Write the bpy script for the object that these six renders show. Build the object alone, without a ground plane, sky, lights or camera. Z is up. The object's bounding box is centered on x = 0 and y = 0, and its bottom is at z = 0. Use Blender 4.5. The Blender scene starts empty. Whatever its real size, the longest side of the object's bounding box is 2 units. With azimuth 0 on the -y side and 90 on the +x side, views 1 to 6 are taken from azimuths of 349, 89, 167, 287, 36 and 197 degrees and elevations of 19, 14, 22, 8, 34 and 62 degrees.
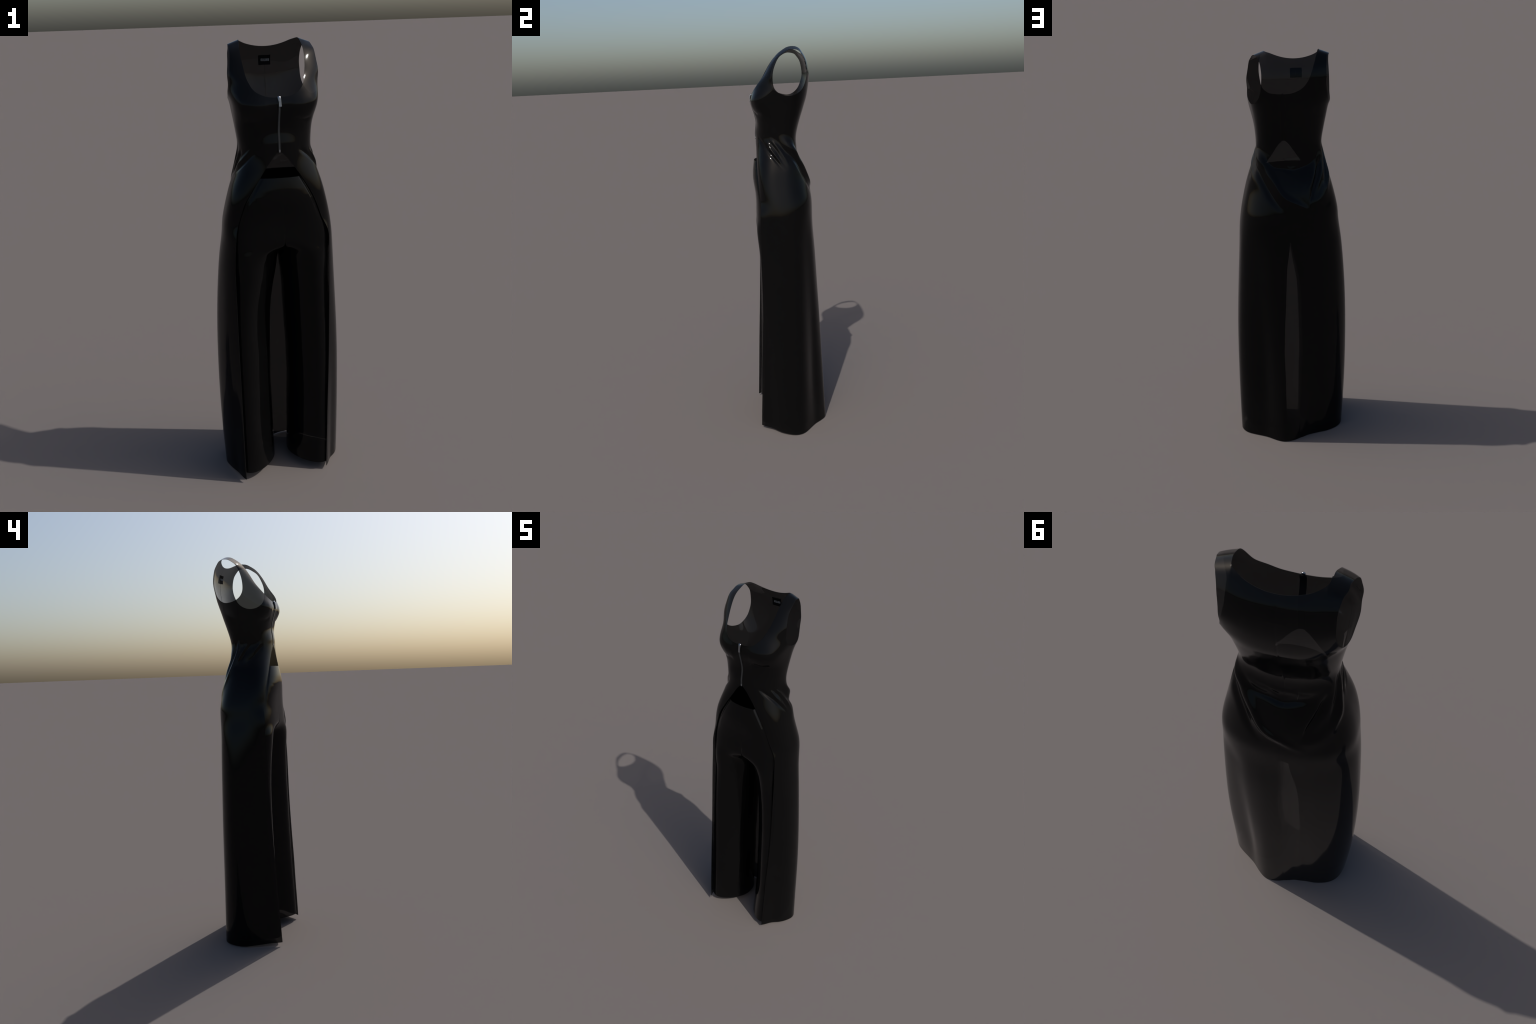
"""Sleeveless zip-front latex garment: scoop-neck bodice that runs into an open,
floor-length overskirt, worn over high-waisted wide trousers.
Everything is lofted from cross-section rules (numpy), trimmed along pattern
curves (neckline, armholes, front opening) and given a real cloth thickness."""
import math
import numpy as np

TAU = 2 * math.pi
TOP = 1.9985


# ------------------------------------------------------------------ helpers
def smooth(a, b, x):
    t = np.clip((np.asarray(x, float) - a) / (b - a), 0, 1)
    return t * t * (3 - 2 * t)


def cubic(xk, yk, x):
    """Natural cubic spline through (xk, yk); yk may carry extra axes."""
    xk, yk = np.asarray(xk, float), np.asarray(yk, float)
    n, h = len(xk), np.diff(np.asarray(xk, float))
    shape = yk.shape[1:]
    y = yk.reshape(n, -1)
    A, B = np.eye(n), np.zeros_like(y)
    for i in range(1, n - 1):
        A[i, i - 1], A[i, i], A[i, i + 1] = h[i - 1], 2 * (h[i - 1] + h[i]), h[i]
        B[i] = 6 * ((y[i + 1] - y[i]) / h[i] - (y[i] - y[i - 1]) / h[i - 1])
    M = np.linalg.solve(A, B)
    x = np.asarray(x, float)
    i = np.clip(np.searchsorted(xk, x) - 1, 0, n - 2)
    t0, t1, hi = (x - xk[i])[:, None], (xk[i + 1] - x)[:, None], h[i][:, None]
    r = M[i] * t1**3 / (6 * hi) + M[i + 1] * t0**3 / (6 * hi) + (y[i] / hi - M[i] * hi / 6) * t1 + (y[i + 1] / hi - M[i + 1] * hi / 6) * t0
    return r.reshape((len(x),) + shape)


def pchip(xk, yk, x):
    """Monotone cubic interpolation, 1D."""
    xk, yk = np.asarray(xk, float), np.asarray(yk, float)
    h, d = np.diff(xk), np.diff(yk) / np.diff(xk)
    m = np.empty(len(xk))
    m[0], m[-1] = d[0], d[-1]
    for i in range(1, len(xk) - 1):
        if d[i - 1] * d[i] <= 0:
            m[i] = 0
        else:
            w1, w2 = 2 * h[i] + h[i - 1], h[i] + 2 * h[i - 1]
            m[i] = (w1 + w2) / (w1 / d[i - 1] + w2 / d[i])
    x = np.clip(np.asarray(x, float), xk[0], xk[-1])
    i = np.clip(np.searchsorted(xk, x) - 1, 0, len(xk) - 2)
    t = (x - xk[i]) / h[i]
    return (2 * t**3 - 3 * t**2 + 1) * yk[i] + (t**3 - 2 * t**2 + t) * h[i] * m[i] + (-2 * t**3 + 3 * t**2) * yk[i + 1] + (t**3 - t**2) * h[i] * m[i + 1]


def blur(a, sigma, axis, wrap=False):
    """Gaussian blur along one axis, sigma in samples."""
    r = int(3 * sigma) + 1
    k = np.exp(-0.5 * (np.arange(-r, r + 1) / sigma) ** 2)
    k /= k.sum()
    pad = [(0, 0)] * a.ndim
    pad[axis] = (r, r)
    if wrap:
        b = np.pad(a, pad, mode="wrap")
    else:
        b = np.pad(a, pad, mode="reflect", reflect_type="odd")
    out = np.zeros_like(a)
    for j, w in enumerate(k):
        sl = [slice(None)] * a.ndim
        sl[axis] = slice(j, j + a.shape[axis])
        out += w * b[tuple(sl)]
    return out


def along(P, s):
    """Points at arc-length fractions s of an open polyline."""
    d = np.r_[0, np.cumsum(np.hypot(*np.diff(P, axis=0).T))]
    d /= d[-1]
    return np.stack([np.interp(s, d, P[:, 0]), np.interp(s, d, P[:, 1])], 1)


def split_loop(front_to_back_right, back_to_front_left, n):
    """Closed section, n points: front centre -> +x side -> back centre -> -x side."""
    s = np.arange(n // 2) / (n // 2)
    return np.vstack([along(front_to_back_right, s), along(back_to_front_left, s)])


def polyline_sd(px, py, poly):
    """Signed distance to a closed polygon (negative outside)."""
    P = np.stack([px.ravel(), py.ravel()], 1)
    A = np.asarray(poly, float)
    B = np.roll(A, -1, 0)
    best = np.full(len(P), 1e9)
    inside = np.zeros(len(P), bool)
    for a, b in zip(A, B):
        e, w = b - a, P - a
        t = np.clip((w @ e) / (e @ e + 1e-18), 0, 1)
        best = np.minimum(best, ((w - t[:, None] * e) ** 2).sum(1))
        c = (a[1] > P[:, 1]) != (b[1] > P[:, 1])
        with np.errstate(divide="ignore", invalid="ignore"):
            xi = a[0] + (P[:, 1] - a[1]) / (b[1] - a[1]) * e[0]
        inside ^= c & (P[:, 0] < xi)
    return (np.sqrt(best) * np.where(inside, 1, -1)).reshape(px.shape)


def round_curve(pts, n, closed=True):
    """Smooth curve through control points (chord-length cubic spline)."""
    P = np.asarray(pts, float)
    if closed:
        Q = np.vstack([P[-3:], P, P[:4]])
    else:
        Q = P
    d = np.r_[0, np.cumsum(np.sqrt(np.linalg.norm(np.diff(Q, axis=0), axis=1)))]
    if closed:
        a, b = d[3], d[3 + len(P)]
        return cubic(d, Q, a + (b - a) * np.arange(n) / n)
    return cubic(d, Q, np.linspace(0, d[-1], n))


# ------------------------------------------------------------------ outer shell: sections
# z, left reach, right reach, front y, back y, y of widest point, front and back squareness
RINGS = [
    (1.24, .239, .240, -.154, .1475, -.005, .72, .80),
    (1.28, .232, .231, -.143, .1425, -.005, .62, .84),
    (1.32, .223, .221, -.1385, .137, -.005, .56, .88),
    (1.36, .212, .211, -.137, .128, -.003, .54, .90),
    (1.40, .199, .201, -.1365, .114, -.002, .58, .80),
    (1.44, .1825, .188, -.1345, .094, -.002, .62, .62),
    (1.475, .171, .178, -.1325, .0775, .000, .70, .55),
    (1.50, .1655, .173, -.1315, .0765, .003, .78, .60),
    (1.525, .1605, .166, -.131, .0765, .005, .84, .70),
    (1.55, .1565, .1595, -.130, .077, .003, .86, .76),
    (1.58, .1575, .157, -.1285, .0815, -.004, .88, .76),
    (1.62, .1625, .159, -.126, .092, -.006, .88, .73),
    (1.66, .168, .1635, -.1265, .105, -.002, .80, .73),
    (1.69, .1725, .168, -.133, .116, .002, .66, .75),
    (1.72, .177, .1735, -.143, .126, .008, .54, .77),
    (1.75, .1815, .181, -.1465, .136, .014, .52, .77),
    (1.78, .191, .189, -.1385, .1425, .025, .62, .74),
    (1.82, .203, .199, -.129, .149, .038, .84, .745),
    (1.86, .210, .207, -.091, .1515, .047, .69, .69),
    (1.90, .212, .211, -.067, .149, .050, .71, .71),
    (1.94, .208, .208, -.038, .138, .052, .70, .70),
    (1.968, .206, .206, -.0075, .119, .056, .56, .62),
    (1.985, .206, .206, .020, .1045, .060, .45, .54),
    (1.994, .212, .212, .0375, .0885, .0615, .42, .50),
    (TOP, .212, .212, .0615, .0625, .062, .40, .40),
]
# Overskirt below the hip: distance from the axis, every 9 degrees from the
# right front edge (-45) round the back (90) to the left front edge (225).
SKIRT = {
    .00: [.255, .252, .251, .266, .278, .286, .275, .245, .220, .206, .203, .2035, .2035, .195, .184, .172, .167, .164, .172, .184, .207, .232, .257, .271, .276, .278, .271, .267, .266, .277, .283],
    .20: [.253, .252, .254, .268, .281, .287, .276, .248, .222, .207, .2025, .200, .197, .189, .179, .169, .1645, .163, .170, .182, .204, .227, .255, .275, .286, .286, .278, .271, .268, .273, .277],
    .40: [.250, .252, .256, .270, .282, .286, .277, .251, .226, .209, .2015, .196, .191, .182, .173, .1655, .162, .1615, .169, .181, .202, .224, .252, .2755, .290, .289, .280, .273, .267, .268, .269],
    .60: [.246, .250, .257, .270, .280, .282, .274, .252, .2295, .2115, .201, .192, .185, .176, .168, .162, .160, .161, .169, .181, .200, .221, .249, .273, .289, .287, .279, .271, .264, .261, .259],
    .80: [.240, .247, .255, .265, .272, .272, .266, .250, .230, .212, .198, .186, .177, .169, .162, .157, .157, .159, .168, .179, .196, .216, .243, .266, .282, .280, .273, .267, .259, .254, .249],
    1.0: [.235, .245, .252, .258, .260, .259, .255, .244, .227, .209, .193, .179, .169, .160, .155, .152, .153, .156, .164, .175, .191, .210, .234, .254, .267, .267, .263, .259, .253, .246, .238],
    1.12: [.233, .243, .250, .253, .253, .2515, .248, .239, .2235, .2055, .1885, .1735, .1625, .1545, .150, .1485, .149, .154, .162, .173, .188, .2055, .226, .243, .2525, .254, .2535, .252, .248, .241, .231],
    1.19: [.229, .239, .2465, .2485, .2485, .247, .245, .238, .2235, .2055, .1885, .174, .163, .155, .150, .149, .150, .155, .163, .174, .188, .2055, .2215, .235, .242, .2435, .245, .246, .243, .236, .226],
}
# Front edges of the overskirt: x, y, z from the zip's foot down to the hem.
EDGE_RIGHT = [(-.002, -.131, 1.5535), (.016, -.131, 1.540), (.052, -.131, 1.495), (.084, -.1295, 1.450), (.118, -.129, 1.396), (.140, -.1265, 1.356), (.178, -.1235, 1.261), (.2055, -.128, 1.200), (.210, -.129, 1.174), (.2108, -.1305, 1.084), (.2105, -.1315, .964), (.209, -.1355, .811), (.207, -.141, .660), (.202, -.149, .500), (.195, -.1585, .342), (.1915, -.1645, .224), (.1845, -.175, .042), (.183, -.1765, -.02)]
EDGE_LEFT = [(-.008, -.131, 1.5535), (-.022, -.131, 1.542), (-.063, -.131, 1.487), (-.090, -.131, 1.448), (-.121, -.131, 1.402), (-.159, -.128, 1.338), (-.177, -.127, 1.287), (-.190, -.1265, 1.244), (-.202, -.1275, 1.190), (-.209, -.129, 1.100), (-.212, -.131, 1.000), (-.2125, -.134, .900), (-.213, -.139, .800), (-.213, -.144, .700), (-.213, -.151, .587), (-.213, -.162, .408), (-.213, -.170, .293), (-.213, -.176, .195), (-.212, -.189, -.02)]


def ring_loop(left, right, yf, yb, yc, ef, eb, n):
    t = np.linspace(-math.pi / 2, math.pi / 2, 400)

    def half(reach):
        c, s = np.clip(np.cos(t), 0, 1), np.sin(t)
        e = np.where(s < 0, ef, eb)
        return np.stack([reach * c**e, yc + np.where(s > 0, yb - yc, yc - yf) * np.sign(s) * np.abs(s) ** e], 1)

    r, l = half(right), half(left)[::-1] * (-1, 1)
    return split_loop(r, l, n)


def skirt_loop(radii, n):
    a = np.radians(np.r_[np.arange(-45, 226, 9), 247.5, 270, 292.5])
    r = np.r_[radii, (.19 + radii[-1]) / 2, .19, (.19 + radii[0]) / 2]
    order = np.r_[a[-6:] - TAU, a, a[:7] + TAU], np.r_[r[-6:], r, r[:7]]
    th = np.linspace(-math.pi / 2, 1.5 * math.pi, 1201)
    rr = cubic(order[0], order[1], th)
    P = np.stack([rr * np.cos(th), rr * np.sin(th)], 1)
    k = 600
    return split_loop(P[: k + 1], P[k:], n)


COLS = 512


def shell_grid(rows=620):
    zs, loops = [], []
    for z in sorted(SKIRT):
        zs.append(z)
        loops.append(skirt_loop(SKIRT[z], COLS))
    for z, *p in RINGS:
        zs.append(z)
        loops.append(ring_loop(*p, COLS))
    zs, loops = np.array(zs), np.array(loops)
    q = np.sqrt(TOP - zs)                      # fine steps over the shoulders, coarse at the hem
    qq = np.linspace(math.sqrt(TOP), 0, rows)
    XY = cubic(q[::-1], loops[::-1], qq)
    XY = blur(XY, 4.0, 0)
    XY = blur(XY, 2.0, 1, wrap=True)
    z = TOP - qq**2
    P = np.empty((rows, COLS, 3))
    P[..., :2] = XY
    P[..., 2] = z[:, None]
    # shoulders fall away from the neck
    P[..., 2] -= .35 * np.clip(np.abs(P[..., 0]) - .122, 0, None) * smooth(1.925, TOP, P[..., 2])
    # a long soft flute down the right back of the skirt
    zz = P[..., 2]
    a = np.degrees(np.arctan2(P[..., 1], P[..., 0]))
    at = np.interp(zz, [.0, .1, .47, .7, .9, 1.1, 1.25], [37, 36, 32, 30, 28, 27, 27])
    flute = .0095 * np.exp(-((a - at) / 13.5) ** 2) * smooth(1.22, 1.02, zz) * smooth(-.05, .40, zz)
    flute -= .0030 * np.exp(-((a - at + 19) / 9) ** 2) * smooth(1.22, 1.02, zz) * smooth(-.05, .40, zz)
    flute += .0035 * np.exp(-((a - 128) / 12) ** 2) * smooth(1.0, .7, zz) * smooth(-.05, .40, zz)
    r = np.hypot(P[..., 0], P[..., 1])
    P[..., :2] *= (1 - flute / r)[..., None]
    # hem: lifted a little at the two front corners
    ang = np.degrees(np.arctan2(P[..., 1], P[..., 0]))
    lift = .018 * smooth(20, -44, np.where(ang < -90, 180, ang)) + .015 * smooth(165, 221, np.where(ang < -90, ang + 360, ang)) * (np.abs(ang) > 90)
    P[..., 2] += lift * (1 - smooth(0, .35, P[..., 2]))
    return P


def grid_normals(P):
    du = np.roll(P, -1, 1) - np.roll(P, 1, 1)
    dv = np.gradient(P, axis=0)
    n = np.cross(du, dv)
    n /= np.linalg.norm(n, axis=-1, keepdims=True) + 1e-12
    # the topmost ring is a fold line: point it up
    n[-1] = (0, 0, 1)
    return n


def weld_ridge(P, N):
    """The top ring is the shoulder ridge: its front and back halves are one line."""
    c, h = P.shape[1], P.shape[1] // 2
    for k in range(1, h):
        j = (h - k) if k <= h else k
        if k < j:
            for a, b in ((k, j), (c - k, c - j)):
                P[-1, a] = P[-1, b] = (P[-1, a] + P[-1, b]) / 2
    x = P[-1, :, 0]
    N[-1] = np.stack([np.where(np.abs(x) > .122, .33 * np.sign(x), 0), 0 * x, np.ones(c)], 1)
    N[-1] /= np.linalg.norm(N[-1], axis=1, keepdims=True)


# Drapery: (points as angle in degrees / height in metres, depth, width, blunt ends)
FOLDS = [
    # waist bag at the centre back: soft roll above, valley below
    ([(25, 1.535), (45, 1.503), (90, 1.497), (135, 1.507), (155, 1.545)], .0030, .015, 0),
    ([(14, 1.555), (28, 1.508), (40, 1.474), (62, 1.462), (88, 1.452), (116, 1.463), (137, 1.480), (152, 1.527), (160, 1.56)], -.0040, .011, 0),
    # right hip to centre back: the long swag and the hollow under it
    ([(352, 1.585), (2, 1.556), (11, 1.527), (22, 1.497), (32, 1.456), (46, 1.408), (59, 1.358), (72, 1.326), (92, 1.300), (112, 1.272), (130, 1.258)], .0092, .0155, 0),
    ([(340, 1.572), (352, 1.536), (3, 1.500), (14, 1.471), (27, 1.426), (41, 1.362), (56, 1.304), (72, 1.262)], -.0085, .0165, 0),
    # right hip, front: sharp pulled pleats
    ([(300, 1.572), (314, 1.547), (329, 1.516), (339, 1.490), (346, 1.468), (357, 1.428), (5, 1.39)], -.0062, .0095, 0),
    ([(326, 1.558), (334, 1.536), (340, 1.508), (348, 1.476), (356, 1.440), (4, 1.40)], .0052, .0075, 0),
    ([(334, 1.565), (342, 1.545), (351, 1.521), (358, 1.494), (4, 1.455), (12, 1.40)], .0040, .0090, 0),
    ([(336, 1.552), (345, 1.520), (352, 1.490), (358, 1.455)], -.0030, .0065, 0),
    # left back: shelf of the swag and the narrow slit in it
    ([(156, 1.400), (140, 1.330), (122, 1.300), (105, 1.300)], .0040, .026, 0),
    ([(158, 1.520), (152.5, 1.483), (141.5, 1.434), (129, 1.381), (121, 1.337), (113, 1.290)], -.0062, .0070, 0),
    ([(147, 1.515), (142, 1.470), (131, 1.420), (120, 1.375), (111, 1.335)], .0022, .010, 0),
    ([(160, 1.505), (150, 1.440), (138, 1.385), (128, 1.330)], .0024, .010, 0),
    # left hip, side: ridge that shows on the outline, hollows beside it
    ([(181, 1.600), (178, 1.578), (174.5, 1.520), (169.5, 1.474), (163.5, 1.424), (154, 1.370), (145, 1.320)], .0060, .0095, 0),
    ([(174, 1.580), (167, 1.510), (160, 1.460), (151, 1.400), (146, 1.36)], -.0048, .0085, 0),
    ([(199, 1.560), (189, 1.518), (181.5, 1.484), (174, 1.440)], -.0055, .0080, 0),
    ([(193, 1.565), (184, 1.525), (177, 1.490), (170, 1.45)], .0030, .0075, 0),
    ([(228, 1.560), (213, 1.520), (199, 1.483), (181, 1.445)], -.0045, .0085, 0),
    ([(222, 1.575), (206, 1.530), (192, 1.495), (178, 1.455)], .0030, .0080, 0),
    # under the bust and over the midriff
    ([(292, 1.690), (301, 1.684), (310, 1.677), (319, 1.678), (330, 1.686)], -.0040, .010, 0),
    ([(248, 1.690), (238, 1.684), (229, 1.677), (219, 1.674), (208, 1.668)], -.0036, .010, 0),
    ([(286, 1.735), (300, 1.728), (314, 1.732)], .0022, .030, 0),
    ([(254, 1.735), (240, 1.728), (226, 1.732)], .0022, .030, 0),
    ([(226, 1.606), (245, 1.630), (270, 1.638), (295, 1.630), (314, 1.606)], -.0024, .020, 0),
    ([(228, 1.570), (250, 1.584), (270, 1.586), (290, 1.584), (312, 1.570)], .0018, .018, 0),
    # small pulls across the back of the hips
    ([(30, 1.530), (40, 1.508), (54, 1.500), (79, 1.473), (90, 1.46)], -.0016, .0085, 0),
    ([(112, 1.505), (123, 1.500), (134, 1.500), (146, 1.505)], -.0014, .0085, 0),
]


def drape(P, N):
    """Push the cloth along its normal where folds run."""
    ang = np.degrees(np.arctan2(P[..., 1], P[..., 0])) % 360
    z = P[..., 2]
    disp = np.zeros(z.shape)
    zone = (z > .95) & (z < 1.85)
    R = .19
    Z = z[zone]
    acc = np.zeros(len(Z))
    for pts, depth, width, skew in FOLDS:
        turn = np.degrees(np.unwrap(np.radians([a for a, _ in pts])))
        mid = turn.mean()
        pts = [(a, h) for a, (_, h) in zip(turn, pts)]
        A = np.radians((ang[zone] - mid + 180) % 360 - 180 + mid) * R
        c = round_curve([(math.radians(a) * R, h) for a, h in pts], 60, closed=False)
        ls = np.r_[0, np.cumsum(np.linalg.norm(np.diff(c, axis=0), axis=1))]
        best, pos, side = np.full(len(A), 1e9), np.zeros(len(A)), np.zeros(len(A))
        for i in range(len(c) - 1):
            e = c[i + 1] - c[i]
            L2 = e @ e
            wx, wz = A - c[i, 0], Z - c[i, 1]
            t = np.clip((wx * e[0] + wz * e[1]) / L2, 0, 1)
            dx, dz = wx - t * e[0], wz - t * e[1]
            d = np.hypot(dx, dz)
            m = d < best
            best[m] = d[m]
            pos[m] = (ls[i] + t * math.sqrt(L2))[m]
            side[m] = np.sign(e[0] * dz - e[1] * dx)[m]
        u = pos / ls[-1]
        fade = smooth(0, .28, u) * smooth(1, .62, u)
        w = width * (1 + skew * side)
        acc += depth * fade * np.exp(-((best / w) ** 2))
    disp[zone] = acc
    return P + N * disp[..., None]


# ------------------------------------------------------------------ trimming
NECK_FRONT = [(-.1262, 2.012), (-.1275, 1.9985), (-.1325, 1.978), (-.136, 1.953), (-.133, 1.905), (-.125, 1.851), (-.112, 1.817), (-.096, 1.798), (-.064, 1.7815), (-.036, 1.776), (-.004, 1.775), (.036, 1.7785), (.067, 1.787), (.090, 1.8045), (.104, 1.823), (.115, 1.853), (.1235, 1.886), (.129, 1.930), (.129, 1.968), (.1265, 1.9985), (.1262, 2.012)]
NECK_BACK = [(-.1262, 2.012), (-.1262, 1.9985), (-.112, 1.9895), (-.095, 1.982), (-.060, 1.972), (-.013, 1.966), (.043, 1.970), (.088, 1.983), (.110, 1.9915), (.1262, 1.9985), (.1262, 2.012)]
# armhole edges in space, from the shoulder ridge down the front, under the arm and up the back
ARM_RIGHT = [(.173, .049, 1.981), (.178, .020, 1.962), (.182, -.007, 1.940), (.185, -.029, 1.894), (.190, -.038, 1.839), (.191, -.033, 1.806), (.188, -.008, 1.778), (.184, .040, 1.7635), (.179, .085, 1.7725), (.168, .112, 1.793), (.158, .130, 1.830), (.155, .1345, 1.861), (.152, .134, 1.889), (.153, .130, 1.921), (.156, .111, 1.957), (.163, .090, 1.977)]
ARM_LEFT = [(-.176, .042, 1.980), (-.182, .015, 1.968), (-.186, .0, 1.950), (-.190, -.018, 1.921), (-.194, -.031, 1.883), (-.197, -.036, 1.844), (-.196, -.032, 1.814), (-.192, -.004, 1.780), (-.186, .055, 1.7645), (-.181, .085, 1.769), (-.167, .120, 1.804), (-.159, .130, 1.841), (-.155, .132, 1.867), (-.154, .129, 1.897), (-.154, .119, 1.942), (-.161, .095, 1.970)]
TIP = .171           # half width of the shoulders at the ridge


def cut_field(P):
    """> 0 where the pattern is cut away."""
    x, y, z = P[..., 0], P[..., 1], P[..., 2]
    f = np.full(x.shape, -1.0)
    top = z > 1.70
    front = top & (y < .062)
    back = top & ~front
    pf = np.vstack([round_curve(NECK_FRONT, 120, False), [(.10, 2.2), (-.10, 2.2)]])
    pb = np.vstack([round_curve(NECK_BACK, 80, False), [(.10, 2.2), (-.10, 2.2)]])
    f[front] = polyline_sd(x[front], z[front], pf)
    f[back] = polyline_sd(x[back], z[back], pb)
    # armholes: carry the edge curve over to the sheet's own (column, row) coordinates
    rows, cols = x.shape
    height = np.cumsum(np.r_[0, np.linalg.norm(np.diff(P[:, cols // 8], axis=0), axis=1)])
    V, U = np.meshgrid(height, np.arange(cols) * .0017, indexing="ij")
    for side, arm in ((1, ARM_RIGHT), (-1, ARM_LEFT)):
        m = top & (x * side > .06)
        uv = np.stack([U[m], V[m]], 1)
        pm = P[m]
        c = []
        for p in round_curve(arm, 90, False):
            d = ((pm - p) ** 2).sum(1)
            k = np.argsort(d)[:12]
            w = 1 / (d[k] + 1e-7)
            c.append((uv[k] * w[:, None]).sum(0) / w.sum())
        c = blur(np.array(c), 2.0, 0)
        ridge = np.where(m[-1])[0]
        fr = ridge[y[-2][ridge] < .0622]
        bk = ridge[y[-2][ridge] >= .0622]
        uf = U[-1, fr[np.abs(x[-1, fr] * side - TIP).argmin()]]
        ub = U[-1, bk[np.abs(x[-1, bk] * side - TIP).argmin()]]
        h = height[-1]
        c = np.vstack([(uf, h + .03), (uf, h), c, (ub, h), (ub, h + .03)])
        f[m] = np.maximum(f[m], polyline_sd(U[m], V[m], c))
    R, L = np.array(EDGE_RIGHT)[::-1], np.array(EDGE_LEFT)[::-1]
    m = (z < 1.60) & (y < -.01)
    zr = np.linspace(-.02, 1.5535, 900)
    xr, xl = pchip(R[:, 2], R[:, 0], zr), pchip(L[:, 2], L[:, 0], zr)
    g = np.minimum(np.interp(z[m], zr, xr) - x[m], x[m] - np.interp(z[m], zr, xl))
    g = np.minimum(g, (1.5525 - z[m]) * 1.0)
    f[m] = np.maximum(f[m], g)
    return f


def trim(P, N, f):
    """Cut a (rows x cols) tube along f = 0. Returns points, normals, faces, row of each face."""
    rows, cols = f.shape
    P, N, f = P.reshape(-1, 3).copy(), N.reshape(-1, 3), f.ravel().copy()
    idx = np.arange(rows * cols).reshape(rows, cols)
    nxt = np.roll(idx, -1, 1)
    # snap grid points that lie almost on the line, so no slivers remain
    ed = np.vstack([np.stack([idx.ravel(), nxt.ravel()], 1), np.stack([idx[:-1].ravel(), idx[1:].ravel()], 1), np.stack([idx[:-1].ravel(), nxt[1:].ravel()], 1)])
    fa, fb = f[ed[:, 0]], f[ed[:, 1]]
    cross = ed[(fa * fb) < 0]
    t = f[cross[:, 0]] / (f[cross[:, 0]] - f[cross[:, 1]])
    near, tt = {}, {}
    for (a, b), w in zip(cross, t):
        for v, o, k in ((a, b, w), (b, a, 1 - w)):
            if k < .22 and k < tt.get(v, 1):
                near[v], tt[v] = o, k
    newP = {v: P[v] + (P[o] - P[v]) * tt[v] for v, o in near.items()}
    for v, p in newP.items():
        P[v], f[v] = p, 0.0
    q = np.stack([idx[:-1], nxt[:-1], nxt[1:], idx[1:]], -1).reshape(-1, 4)
    qrow = np.repeat(np.arange(rows - 1), cols)
    fq = f[q]
    keep = (fq <= 0).all(1) & ~(fq == 0).all(1)
    mixed = np.where(~keep & (fq < 0).any(1))[0]
    faces, frow = [tuple(x) for x in q[keep]], list(qrow[keep])
    pts, nrm, made = list(P), list(N), {}

    def cut_point(a, b):
        key = (min(a, b), max(a, b))
        if key not in made:
            w = f[a] / (f[a] - f[b])
            made[key] = len(pts)
            pts.append(P[a] + (P[b] - P[a]) * w)
            n = N[a] + (N[b] - N[a]) * w
            nrm.append(n / (np.linalg.norm(n) + 1e-12))
        return made[key]

    for k in mixed:
        a, b, c, d = q[k]
        for tri in ((a, b, c), (a, c, d)):
            out = []
            for i in range(3):
                u, v = tri[i], tri[(i + 1) % 3]
                if f[u] <= 0:
                    out.append(int(u))
                if f[u] * f[v] < 0:
                    out.append(cut_point(u, v))
            if len(out) >= 3 and min(f[i] if i < len(f) else 0 for i in out) < 0:
                faces.append(tuple(out))
                frow.append(qrow[k])
    return np.array(pts), np.array(nrm), faces, np.array(frow)


def thicken(pts, nrm, faces, t, groups=None):
    """Give a sheet a thickness: outer skin, inner skin and a rim with its own normals.
    Returns per-group (verts, normals, faces); all groups share border positions."""
    if groups is None:
        groups = np.zeros(len(faces), int)
    count = {}
    for fc in faces:
        for i in range(len(fc)):
            a, b = fc[i], fc[(i + 1) % len(fc)]
            count[(a, b)] = 1
    inner = pts - nrm * t
    result = {}
    for g in sorted(set(groups)):
        V, Nn, F, mo, mi = [], [], [], {}, {}

        def vo(i):
            if i not in mo:
                mo[i] = len(V); V.append(pts[i]); Nn.append(nrm[i])
            return mo[i]

        def vi(i):
            if i not in mi:
                mi[i] = len(V); V.append(inner[i]); Nn.append(-nrm[i])
            return mi[i]

        for fc, gg in zip(faces, groups):
            if gg != g:
                continue
            F.append([vo(i) for i in fc])
            F.append([vi(i) for i in reversed(fc)])
            for i in range(len(fc)):
                a, b = fc[i], fc[(i + 1) % len(fc)]
                if (b, a) not in count:
                    e = pts[b] - pts[a]
                    o = np.cross(e, (nrm[a] + nrm[b]) / 2)
                    o /= np.linalg.norm(o) + 1e-12
                    k = len(V)
                    V += [pts[a], pts[b], inner[b], inner[a]]
                    Nn += [o] * 4
                    F.append([k + 1, k, k + 3, k + 2])
        result[g] = (np.array(V), np.array(Nn), F)
    return result


# ------------------------------------------------------------------ trousers
SEAM_X = .008
# z, half width left, half width right, front y, back y, squareness
PELVIS = [(1.447, .164, .165, -.1445, .070, .88), (1.42, .176, .176, -.149, .085, .86), (1.39, .187, .187, -.153, .099, .83), (1.36, .197, .196, -.1545, .110, .78), (1.32, .208, .206, -.151, .121, .70), (1.28, .217, .215, -.146, .128, .62), (1.24, .224, .222, -.1445, .132, .59), (1.20, .231, .230, -.146, .134, .56), (1.16, .236, .234, -.148, .134, .56), (1.10, .239, .236, -.149, .134, .58)]
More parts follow.
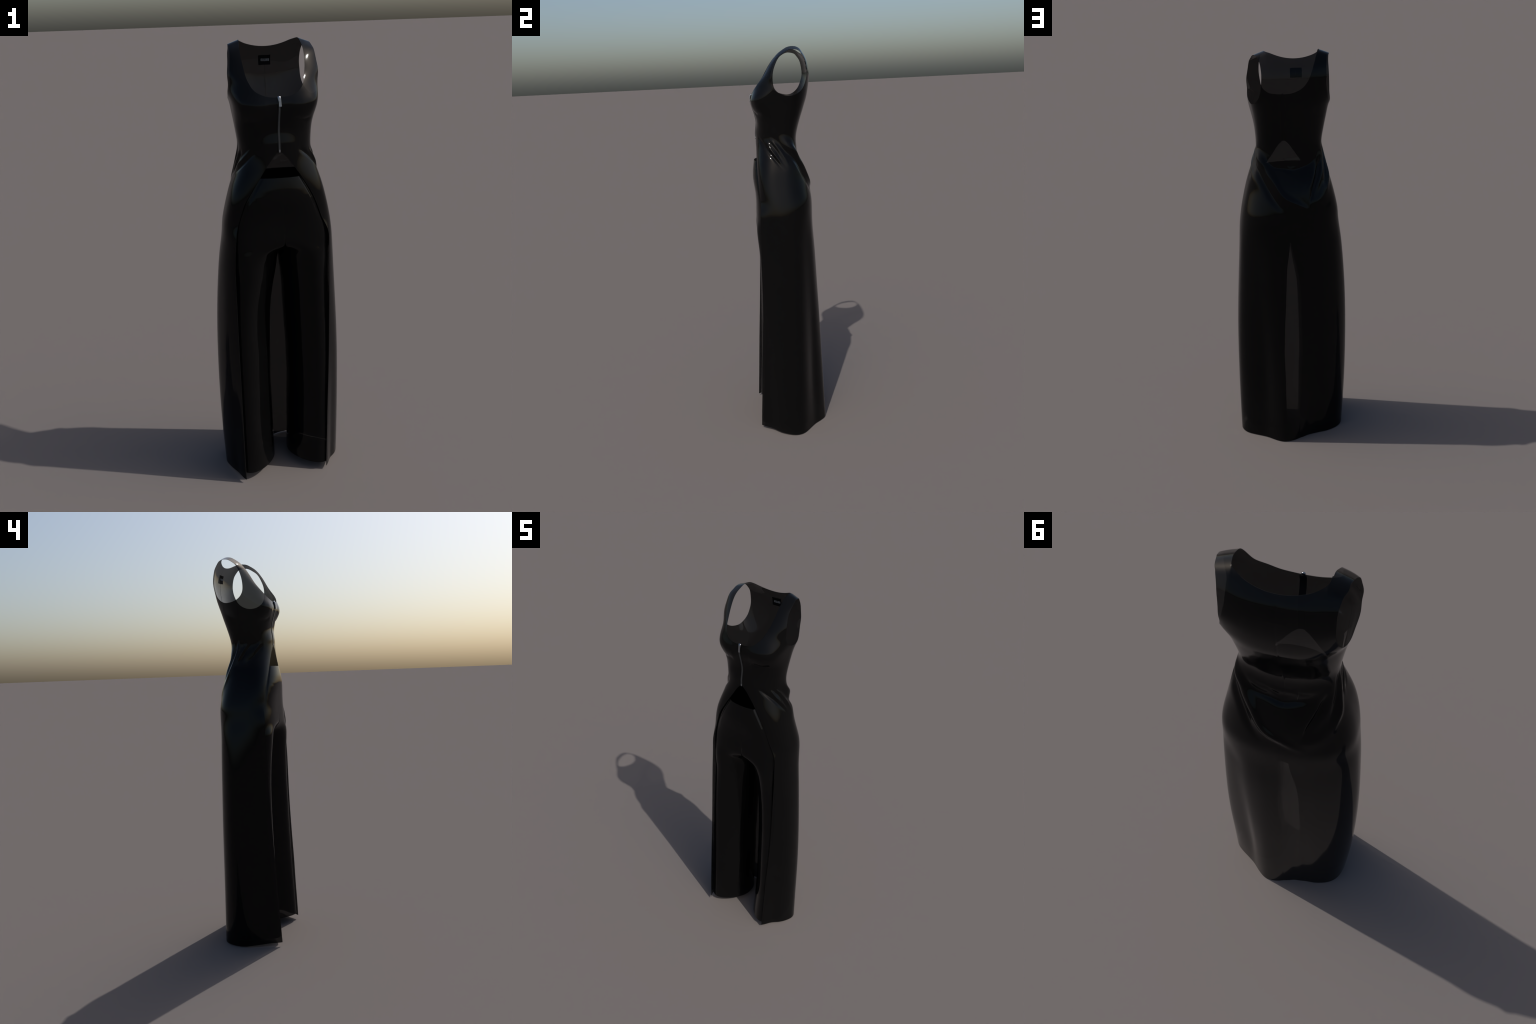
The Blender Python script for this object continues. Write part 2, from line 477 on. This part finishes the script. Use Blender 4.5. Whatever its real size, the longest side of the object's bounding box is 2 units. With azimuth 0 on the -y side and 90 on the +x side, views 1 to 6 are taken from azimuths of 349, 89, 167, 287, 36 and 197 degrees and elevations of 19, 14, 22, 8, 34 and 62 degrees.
# z, inner x right leg, inner x left leg, outer reach right, outer reach left, front y, back y, y of centre, bluntness of the inner front
LEG = [(1.24, .008, .008, .222, .224, -.146, .132, .0, 1.0), (1.16, .008, .008, .233, .236, -.150, .134, .0, 1.0), (1.10, .008, .008, .236, .240, -.150, .134, .0, 1.1), (1.05, .0125, .003, .236, .242, -.148, .133, .0, 1.30), (1.00, .019, -.003, .235, .240, -.144, .132, .0, 1.35), (.94, .0255, -.015, .237, .244, -.141, .130, .0, 1.38), (.83, .030, -.030, .243, .252, -.140, .128, .0, 1.45), (.72, .034, -.0365, .247, .257, -.142, .125, -.002, 1.46), (.60, .040, -.0395, .250, .261, -.1445, .122, -.004, 1.36), (.45, .042, -.043, .252, .263, -.150, .115, -.008, 1.34), (.30, .037, -.039, .253, .264, -.157, .108, -.014, 1.42), (.15, .034, -.039, .253, .264, -.166, .100, -.020, 1.36), (.03, .029, -.037, .253, .266, -.173, .094, -.026, 1.28)]


def trouser_half(side, n=220, step=.006):
    """One half of the trousers as a closed tube (rows of n points), side +1 = right."""
    zrow = np.arange(1.447, .0329, -step)
    Pz = np.array(PELVIS)[::-1]
    Lz = np.array(LEG)[::-1]
    pv = [pchip(Pz[:, 0], Pz[:, k], zrow) for k in range(1, 6)]
    lg = [pchip(Lz[:, 0], Lz[:, k], zrow) for k in range(1, 9)]
    half = pv[1] if side > 0 else pv[0]
    inner = (lg[0] - SEAM_X) if side > 0 else (SEAM_X - lg[1])
    outer = (lg[2] - SEAM_X) if side > 0 else (lg[3] + SEAM_X)
    fa, fb, fc = .40, .40, .20
    na, nb = int(n * fa), int(n * fb)
    nc = n - na - nb
    rows = []
    for i, z in enumerate(zrow):
        t = np.linspace(-math.pi / 2, math.pi / 2, 400)
        c, s = np.clip(np.cos(t), 0, 1), np.sin(t)
        e, yf, yb = pv[4][i], pv[2][i], pv[3][i]
        hw = half[i] - side * SEAM_X
        pel = np.stack([hw * c**np.where(s > 0, .8, e), np.where(s > 0, yb, -yf) * np.sign(s) * np.abs(s) ** np.where(s > 0, .8, e)], 1)
        A = along(pel[:200], np.linspace(0, 1, na, endpoint=False))
        B = along(pel[200:], np.linspace(0, 1, nb, endpoint=False))
        C = np.stack([np.zeros(nc), np.linspace(yb, yf, nc, endpoint=False)], 1)
        P0 = np.vstack([A, B, C])
        # leg: superellipse with a blunter inner front quarter
        cx, a = (inner[i] + outer[i]) / 2, (outer[i] - inner[i]) / 2
        yf, yb, yc, ei = lg[4][i], lg[5][i], lg[6][i], lg[7][i]
        t = np.radians(np.linspace(-138, 222, 1200, endpoint=False))
        c, s = np.cos(t), np.sin(t)
        e = np.where(c < 0, np.where(s < 0, ei, .70), np.where(s < 0, .98, .92))
        front = s < 0                              # the foremost line of the leg lies outside its middle
        mid = np.where(front, .60 * outer[i] + .40 * inner[i], cx)
        reach = np.where(c < 0, mid - inner[i], outer[i] - mid)
        leg = np.stack([mid + reach * np.sign(c) * np.abs(c) ** e, yc + np.where(s > 0, yb - yc, yc - yf) * np.sign(s) * np.abs(s) ** e], 1)
        k0, k1 = int((138) / 360 * 1200), int((138 + 142) / 360 * 1200)
        A = along(leg[: k0 + 1], np.linspace(0, 1, na, endpoint=False))
        B = along(leg[k0 : k1 + 1], np.linspace(0, 1, nb, endpoint=False))
        C = along(np.vstack([leg[k1:], leg[:1]]), np.linspace(0, 1, nc, endpoint=False))
        P1 = np.vstack([A, B, C])
        P1 = blur(P1, 4.0, 0, wrap=True)
        P1[:, 0] = np.maximum(P1[:, 0], min(inner[i], inner[i]))
        f = float(smooth(1.155, 1.098, z))
        Q = P0 * (1 - f) + P1 * f
        if z > 1.105:
            Q[:, 0] = np.maximum(Q[:, 0], 0)
        rows.append(np.column_stack([Q, np.full(n, z)]))
    P = np.array(rows)
    sl = (P[..., 2] < 1.27)[..., None]
    P = np.where(sl, blur(P, 2.0, 0), P)
    P[..., 0] = SEAM_X + side * P[..., 0]
    if side < 0:
        P = P[:, ::-1]
    return P
# ---- end of shape rules


import bpy  # noqa: E402


# ------------------------------------------------------------------ materials
def latex_material():
    """Glossy black rubber sheet that lets a trace of light through."""
    m = bpy.data.materials.new("black_latex")
    m.use_nodes = True
    nt = m.node_tree
    nt.nodes.clear()
    out = nt.nodes.new("ShaderNodeOutputMaterial")
    p = nt.nodes.new("ShaderNodeBsdfPrincipled")
    p.inputs["Base Color"].default_value = (.003, .003, .0031, 1)
    p.inputs["IOR"].default_value = 1.5
    p.inputs["Specular IOR Level"].default_value = SPEC
    co = nt.nodes.new("ShaderNodeTexCoord")
    noise = nt.nodes.new("ShaderNodeTexNoise")
    noise.inputs["Scale"].default_value = 9
    noise.inputs["Detail"].default_value = 3
    ramp = nt.nodes.new("ShaderNodeMapRange")
    ramp.inputs["From Min"].default_value, ramp.inputs["From Max"].default_value = .3, .7
    ramp.inputs["To Min"].default_value, ramp.inputs["To Max"].default_value = ROUGH - .012, ROUGH + .012
    nt.links.new(co.outputs["Object"], noise.inputs["Vector"])
    nt.links.new(noise.outputs["Fac"], ramp.inputs["Value"])
    nt.links.new(ramp.outputs["Result"], p.inputs["Roughness"])
    clear = nt.nodes.new("ShaderNodeBsdfTransparent")
    geo = nt.nodes.new("ShaderNodeNewGeometry")
    mth = nt.nodes.new("ShaderNodeMath")       # the sheet absorbs once, where light enters it
    mth.operation = "MAXIMUM"
    mth.inputs[1].default_value = SHEER
    nt.links.new(geo.outputs["Backfacing"], mth.inputs[0])
    mix = nt.nodes.new("ShaderNodeMixShader")
    nt.links.new(mth.outputs[0], mix.inputs["Fac"])
    nt.links.new(p.outputs[0], mix.inputs[1])
    nt.links.new(clear.outputs[0], mix.inputs[2])
    nt.links.new(mix.outputs[0], out.inputs["Surface"])
    return m


SPEC, ROUGH, SHEER = .15, .075, .041


def plain_material(name, colour, rough, metal=0.0, scale=0.0, depth=0.0, spec=.5):
    m = bpy.data.materials.new(name)
    m.use_nodes = True
    nt = m.node_tree
    p = nt.nodes["Principled BSDF"]
    p.inputs["Base Color"].default_value = (*colour, 1)
    p.inputs["Roughness"].default_value = rough
    p.inputs["Metallic"].default_value = metal
    p.inputs["Specular IOR Level"].default_value = spec
    co = nt.nodes.new("ShaderNodeTexCoord")
    noise = nt.nodes.new("ShaderNodeTexNoise")
    noise.inputs["Scale"].default_value = scale or 400
    nt.links.new(co.outputs["Object"], noise.inputs["Vector"])
    hue = nt.nodes.new("ShaderNodeMix")
    hue.data_type = "RGBA"
    hue.inputs[6].default_value = (*[c * .8 for c in colour], 1)
    hue.inputs[7].default_value = (*[min(1, c * 1.2) for c in colour], 1)
    nt.links.new(noise.outputs["Fac"], hue.inputs[0])
    nt.links.new(hue.outputs[2], p.inputs["Base Color"])
    if depth:
        b = nt.nodes.new("ShaderNodeBump")
        b.inputs["Strength"].default_value = depth
        b.inputs["Distance"].default_value = .0005
        nt.links.new(noise.outputs["Fac"], b.inputs["Height"])
        nt.links.new(b.outputs[0], p.inputs["Normal"])
    return m


# ------------------------------------------------------------------ object making
def make(name, V, F, mat, parent, normals=None, smooth_all=True, rim=None):
    me = bpy.data.meshes.new(name)
    me.from_pydata([tuple(v) for v in V], [], [list(f) for f in F])
    me.materials.append(mat)
    me.polygons.foreach_set("use_smooth", [smooth_all] * len(me.polygons))
    if rim is not None:                        # cut edges: every third kind of face is a rim quad
        me.materials.append(rim)
        slots = np.zeros(len(F), np.int32)
        # sheets come in pairs (outer, inner); a rim quad owns four points of its own
        first = {}
        for fc in F:
            for i in fc:
                first[i] = first.get(i, 0) + 1
        for k, fc in enumerate(F):
            if len(fc) == 4 and all(first[i] == 1 for i in fc):
                slots[k] = 1
        me.polygons.foreach_set("material_index", slots)
    if normals is not None:
        me.normals_split_custom_set_from_vertices([tuple(n) for n in normals])
    me.update()
    ob = bpy.data.objects.new(name, me)
    bpy.context.scene.collection.objects.link(ob)
    ob.parent = parent
    return ob


def box(cx, cy, cz, sx, sy, sz):
    V = [(cx + i * sx / 2, cy + j * sy / 2, cz + k * sz / 2) for i in (-1, 1) for j in (-1, 1) for k in (-1, 1)]
    F = [(0, 1, 3, 2), (4, 6, 7, 5), (0, 4, 5, 1), (2, 3, 7, 6), (0, 2, 6, 4), (1, 5, 7, 3)]
    return V, F


def bevelled(ob, width, segments=2):
    b = ob.modifiers.new("rounded_edges", "BEVEL")
    b.width, b.segments, b.limit_method = width, segments, "ANGLE"
    return ob


def tuck_inside(Q, P, clear=.0045):
    """Keep the trousers a few millimetres inside the overskirt where it covers them."""
    Q = Q.copy()
    R, L = np.array(EDGE_RIGHT)[::-1], np.array(EDGE_LEFT)[::-1]
    zrow = P[:, COLS // 2, 2]
    for row in Q:
        z = row[0, 2]
        ring = P[min(int(np.searchsorted(zrow, z)), len(P) - 1)]
        pa = np.arctan2(ring[:, 1], ring[:, 0]) % TAU
        o = np.argsort(pa)
        a = np.arctan2(row[:, 1], row[:, 0]) % TAU
        lim = np.interp(a, pa[o], np.hypot(ring[o, 0], ring[o, 1]), period=TAU) - clear
        ar = math.atan2(np.interp(z, R[:, 2], R[:, 1]), np.interp(z, R[:, 2], R[:, 0]))
        al = math.atan2(np.interp(z, L[:, 2], L[:, 1]), np.interp(z, L[:, 2], L[:, 0])) % TAU
        a2 = np.where(a > 1.5 * math.pi, a - TAU, a)
        w = smooth(ar - .10, ar - .01, a2) * smooth(al + .10, al + .01, a2)
        r = np.hypot(row[:, 0], row[:, 1])
        k = .004                                # soft minimum
        h = np.clip(.5 + .5 * (lim - r) / k, 0, 1)
        soft = lim * (1 - h) + r * h - k * h * (1 - h)
        new = r + (np.minimum(soft, r) - r) * w
        row[:, :2] *= (new / np.maximum(r, 1e-6))[:, None]
    return Q


def main():
    latex = latex_material()
    edge = plain_material("latex_cut_edge", (.004, .004, .004), .55, 0, 300, 0, .2)
    metal = plain_material("zip_metal", (.30, .31, .33), .30, 1.0)
    teeth_mat = plain_material("zip_teeth", (.075, .077, .08), .42, .6)
    tape = plain_material("zip_tape", (.004, .004, .005), .5, 0, 900, .3)
    cloth = plain_material("label_cloth", (.0012, .0012, .0013), .8, 0, 1200, .3, .1)
    thread = plain_material("label_thread", (.16, .165, .17), .8, 0, 1500, .3, .2)

    root = bpy.data.objects.new("latex_outfit", None)
    bpy.context.scene.collection.objects.link(root)
    root["label"] = "glossy black latex zip-front bodice with open overskirt and trousers"
    root["category"] = "clothing"

    # --- bodice and overskirt: one sheet, split at the waist without a seam
    P = shell_grid()
    N = grid_normals(P)
    P = drape(P, N)
    # centre back seam and side darts: a fine pressed line
    x, y, z = P[..., 0], P[..., 1], P[..., 2]
    seam = .0010 * np.exp(-((x + .001) / .0022) ** 2) * (y > .03) * smooth(1.97, 1.93, z)
    P = P - N * seam[..., None]
    N = grid_normals(P)
    weld_ridge(P, N)
    f = cut_field(P)
    pts, nrm, faces, frow = trim(P, N, f)
    # close the shoulder ridge: back half of the top ring takes the front half's points
    top0, h = (P.shape[0] - 1) * COLS, COLS // 2
    same = {}
    for k in range(1, h):
        if k < h - k:
            same[top0 + h - k], same[top0 + COLS - (h - k)] = top0 + k, top0 + COLS - k
    faces = [tuple(same.get(i, i) for i in fc) for fc in faces]
    zrow = P[:, 0, 2]
    split = np.searchsorted(zrow, 1.5515)
    parts = thicken(pts, nrm, faces, .0012, (frow >= split).astype(int))
    for g, name in ((1, "bodice"), (0, "overskirt")):
        V, Nn, F = parts[g]
        make(name, V, F, latex, root, Nn, rim=edge)

    # --- trousers
    halves = {}
    for side in (1, -1):
        Q = trouser_half(side)
        xx, yy, zz = Q[..., 0], Q[..., 1], Q[..., 2]
        M = grid_normals(Q)
        M[-1] = M[-2]
        M[0] = M[1]
        if (M[len(M) // 2, :, 0] * (xx[len(M) // 2] - xx[len(M) // 2].mean())).sum() < 0:
            M = -M
            flip = True
        else:
            flip = False
        Q = tuck_inside(Q, P)
        xx, yy, zz = Q[..., 0], Q[..., 1], Q[..., 2]
        band = 1.343 + 1.25 * xx**2
        groove = .0005 * np.exp(-((zz - band) / .0035) ** 2)
        Q = Q - M * groove[..., None]
        halves[side] = (Q, flip)
    groups = {"waistband": ([], [], []), "seat": ([], [], []), "right": ([], [], []), "left": ([], [], [])}
    for side in (1, -1):
        Q, flip = halves[side]
        rows, n = Q.shape[:2]
        M = grid_normals(Q) * (-1 if flip else 1)
        M[0], M[-1] = M[1], M[-2]
        idx = np.arange(rows * n).reshape(rows, n)
        nx = np.roll(idx, -1, 1)
        q = np.stack([idx[:-1], nx[:-1], nx[1:], idx[1:]], -1).reshape(-1, 4)
        q = q if flip else q[:, ::-1]
        X, Zz = Q[..., 0].ravel(), Q[..., 2].ravel()
        wall = (np.abs(X[q] - SEAM_X) < .0012).all(1) & (Zz[q].min(1) > 1.108)
        q = q[~wall]
        zc = Zz[q].mean(1)
        pp, mm = Q.reshape(-1, 3), M.reshape(-1, 3).copy()
        # across the centre seam the two halves share one normal
        on = (np.abs(X - SEAM_X) < .0012) & (Zz > 1.2)
        mm[on, 0] = 0
        mm /= np.linalg.norm(mm, axis=1, keepdims=True) + 1e-12
        # orientation check: face normals against vertex normals
        a, b, c = pp[q[:2000, 0]], pp[q[:2000, 1]], pp[q[:2000, 2]]
        if (np.cross(b - a, c - a) * mm[q[:2000, 0]]).sum() < 0:
            q = q[:, ::-1]
        lab = np.where(zc > 1.345, 0, np.where(zc > 1.105, 1, 2))
        res = thicken(pp, mm, [tuple(r) for r in q], .0012, lab)
        for k, name in ((0, "waistband"), (1, "seat"), (2, "right" if side > 0 else "left")):
            V, Nn, F = res[k]
            gv, gn, gf = groups[name]
            off = len(gv)
            gv += list(V)
            gn += list(Nn)
            gf += [[i + off for i in fc] for fc in F]
    trousers = bpy.data.objects.new("trousers", None)
    bpy.context.scene.collection.objects.link(trousers)
    trousers.parent = root
    for key, name in (("waistband", "waistband"), ("seat", "seat"), ("right", "trouser_leg"), ("left", "trouser_leg")):
        gv, gn, gf = groups[key]
        make(name, gv, gf, latex, trousers, gn, rim=edge)

    # --- zip: follows the front centre of the bodice
    zx = -.0045
    row = np.arange(len(zrow))
    fc = []
    for r in row[(zrow > 1.545) & (zrow < 1.785)]:
        line = P[r]
        m = np.where((np.abs(line[:, 0] - zx) < .03) & (line[:, 1] < 0))[0]
        o = m[np.argsort(line[m, 0])]
        fc.append((np.interp(zx, line[o, 0], line[o, 1]), zrow[r]))
    fc = np.array(fc)
    fy = lambda h: np.interp(h, fc[:, 1], fc[:, 0])
    slope = lambda h: (fy(h + .006) - fy(h - .006)) / .012
    zipper = bpy.data.objects.new("zipper", None)
    bpy.context.scene.collection.objects.link(zipper)
    zipper.parent = root
    # woven tape on the inside
    V, F = [], []
    hs = np.linspace(1.5535, 1.772, 60)
    for h in hs:
        for dx, dy in ((-.0105, .0035), (.0105, .0035), (.0105, .0022), (-.0105, .0022)):
            V.append((zx + dx, fy(h) + dy, h))
    for i in range(len(hs) - 1):
        for j in range(4):
            a, b = i * 4 + j, i * 4 + (j + 1) % 4
            F.append((a, b, b + 4, a + 4))
    F += [(3, 2, 1, 0), tuple(len(V) - 4 + k for k in range(4))]
    make("zipper_tape", V, F, tape, zipper, smooth_all=False)
    # interlocking teeth, alternating left and right
    V, F = [], []
    h, k = 1.562, 0
    while h < 1.768:
        s = 1 if k % 2 else -1
        v, fce = box(zx + s * .0011, fy(h) - .0009, h, .0062, .0022, .0016)
        F += [tuple(i + len(V) for i in q) for q in fce]
        V += v
        h += .0019
        k += 1
    ob = make("zipper_teeth", V, F, teeth_mat, zipper, smooth_all=False)
    ob["kind"] = "stuff"
    v, fce = box(zx + .0005, fy(1.557) - .0014, 1.557, .0066, .0034, .0105)
    bevelled(make("zipper_stop", v, fce, metal, zipper, smooth_all=False), .0008)

    # slider body: rounded shield, narrower towards its foot
    prof = [(.0062, 1.7785), (.0068, 1.7745), (.0066, 1.7705), (.0056, 1.765), (.0048, 1.7605), (.0046, 1.757)]
    V, F = [], []
    ring = 16
    for w, h in prof:
        for j in range(ring):
            a = TAU * j / ring
            V.append((zx + w * math.cos(a), fy(h) - .0028 + .0036 * math.sin(a), h))
    for i in range(len(prof) - 1):
        for j in range(ring):
            a, b = i * ring + j, i * ring + (j + 1) % ring
            F.append((a, a + ring, b + ring, b))
    top = len(V)
    V += [(zx, fy(1.778) - .0028, 1.7805), (zx, fy(1.757) - .0028, 1.7565)]
    last = (len(prof) - 1) * ring
    for j in range(ring):
        F.append((j, (j + 1) % ring, top))
        F.append((last + (j + 1) % ring, last + j, top + 1))
    make("zipper_slider", V, F, metal, zipper)
    # pull tab: plate with an eyelet and a slot, hanging a little proud of the cloth
    y0, y1 = fy(1.772) - .0072, fy(1.741) - .0052
    out_pts = []
    w0, w1, zt, zb = .0042, .0053, 1.7730, 1.7395
    outline = [(-w0, zt), (w0, zt), (w1, zb), (-w1, zb)]

    def rounded(path, r, n=5):
        res = []
        for i in range(len(path)):
            p, a, b = np.array(path[i]), np.array(path[i - 1]), np.array(path[(i + 1) % len(path)])
            u, v = (a - p) / np.linalg.norm(a - p), (b - p) / np.linalg.norm(b - p)
            for k in range(n + 1):
                t = k / n
                res.append(tuple((1 - t) ** 2 * (p + u * r) + 2 * t * (1 - t) * p + t * t * (p + v * r)))
        return res

    crv = bpy.data.curves.new("pull_tab", "CURVE")
    crv.dimensions, crv.fill_mode = "2D", "BOTH"
    crv.extrude, crv.bevel_depth, crv.bevel_resolution = .0006, .0004, 2
    eyelet = [(.0014 * math.cos(TAU * k / 16), 1.7640 + .0014 * math.sin(TAU * k / 16)) for k in range(16)]
    slot = rounded([(-.0022, 1.7428), (.0022, 1.7428), (.0022, 1.7416), (-.0022, 1.7416)], .0005)
    for path in (rounded(outline, .0016), eyelet, slot):
        sp = crv.splines.new("POLY")
        sp.points.add(len(path) - 1)
        for pt, (a, b) in zip(sp.points, path):
            pt.co = (a, b - zt, 0, 1)
        sp.use_cyclic_u = True
    tmp = bpy.data.objects.new("pull_tab", crv)
    bpy.context.scene.collection.objects.link(tmp)
    dg = bpy.context.evaluated_depsgraph_get()
    me = bpy.data.meshes.new_from_object(tmp.evaluated_get(dg))
    bpy.data.objects.remove(tmp)
    lean = (y1 - y0) / (zb - zt)
    co = np.empty(len(me.vertices) * 3)
    me.vertices.foreach_get("co", co)
    co = co.reshape(-1, 3)
    new = np.column_stack([zx + .0012 + co[:, 0] - co[:, 1] * .04, y0 + co[:, 1] * lean - co[:, 2], zt + co[:, 1]])
    me.vertices.foreach_set("co", new.ravel())
    me.flip_normals() if False else None
    me.materials.clear()
    me.materials.append(metal)
    me.update()
    ob = bpy.data.objects.new("pull_tab", me)
    bpy.context.scene.collection.objects.link(ob)
    ob.parent = zipper

    # --- woven label inside the back of the neck, with its line of lettering
    back = lambda a, h: back_y(P, zrow, a, h)
    c = [(-.0277, 1.9275), (.0255, 1.9275), (.0265, 1.8868), (-.0265, 1.8868)]
    V, F, nu, nv = [], [], 14, 10
    for layer in (.0024, .0036):
        for j in range(nv + 1):
            for i in range(nu + 1):
                u, v = i / nu, j / nv
                a = (c[0][0] * (1 - u) + c[1][0] * u) * (1 - v) + (c[3][0] * (1 - u) + c[2][0] * u) * v
                h = (c[0][1] * (1 - u) + c[1][1] * u) * (1 - v) + (c[3][1] * (1 - u) + c[2][1] * u) * v
                V.append((a, back(a, h) - layer - .002 * v, h))
    n1 = (nu + 1) * (nv + 1)
    at = lambda l, j, i: l * n1 + j * (nu + 1) + i
    for j in range(nv):
        for i in range(nu):
            F.append((at(0, j, i), at(0, j, i + 1), at(0, j + 1, i + 1), at(0, j + 1, i)))
            F.append((at(1, j, i), at(1, j + 1, i), at(1, j + 1, i + 1), at(1, j, i + 1)))
    for i in range(nu):
        F.append((at(0, 0, i), at(1, 0, i), at(1, 0, i + 1), at(0, 0, i + 1)))
        F.append((at(0, nv, i), at(0, nv, i + 1), at(1, nv, i + 1), at(1, nv, i)))
    for j in range(nv):
        F.append((at(0, j, 0), at(0, j + 1, 0), at(1, j + 1, 0), at(1, j, 0)))
        F.append((at(0, j, nu), at(1, j, nu), at(1, j + 1, nu), at(0, j + 1, nu)))
    label = make("neck_label", V, F, cloth, root, smooth_all=False)
    # block letters, too small to read: uprights and cross strokes stitched in grey
    V, F = [], []
    strokes = [(-.0155, .9, .0012), (-.0125, 1, .0018), (-.0085, 1, .0014), (-.0052, 1, .0011), (-.0022, 1, .0011), (.0008, 1, .0011), (.0042, 1, .0011), (.0076, 1, .0022), (.0112, 1, .0014), (.0142, 1, .0016), (.0172, 1, .0011), (.0192, 1, .0018)]
    bars = [(-.0140, .0046, .003), (-.0105, .0046, .003), (-.0068, -.0046, .003), (-.0007, .0046, .003), (-.0007, -.0046, .003), (.0025, -.0046, .0034), (.0092, .0, .0034), (.0127, .0046, .003), (.0182, -.0046, .002), (.0182, .0046, .002)]
    zc = 1.9078
    for a, hgt, w in strokes:
        v, fce = box(a, back(a, zc) - .0048, zc, w, .0012, .0104 * hgt)
        F += [tuple(i + len(V) for i in q) for q in fce]
        V += v
    for a, dz, w in bars:
        v, fce = box(a, back(a, zc) - .0047, zc + dz, w, .0012, .0012)
        F += [tuple(i + len(V) for i in q) for q in fce]
        V += v
    ob = make("label_lettering", V, F, thread, label, smooth_all=False)
    ob["kind"] = "stuff"


def back_y(P, zrow, a, h):
    r = min(max(int(np.searchsorted(zrow, h)), 1), len(zrow) - 1)
    line = P[r]
    m = np.where((np.abs(line[:, 0] - a) < .05) & (line[:, 1] > .05))[0]
    o = m[np.argsort(line[m, 0])]
    return float(np.interp(a, line[o, 0], line[o, 1]))


main()
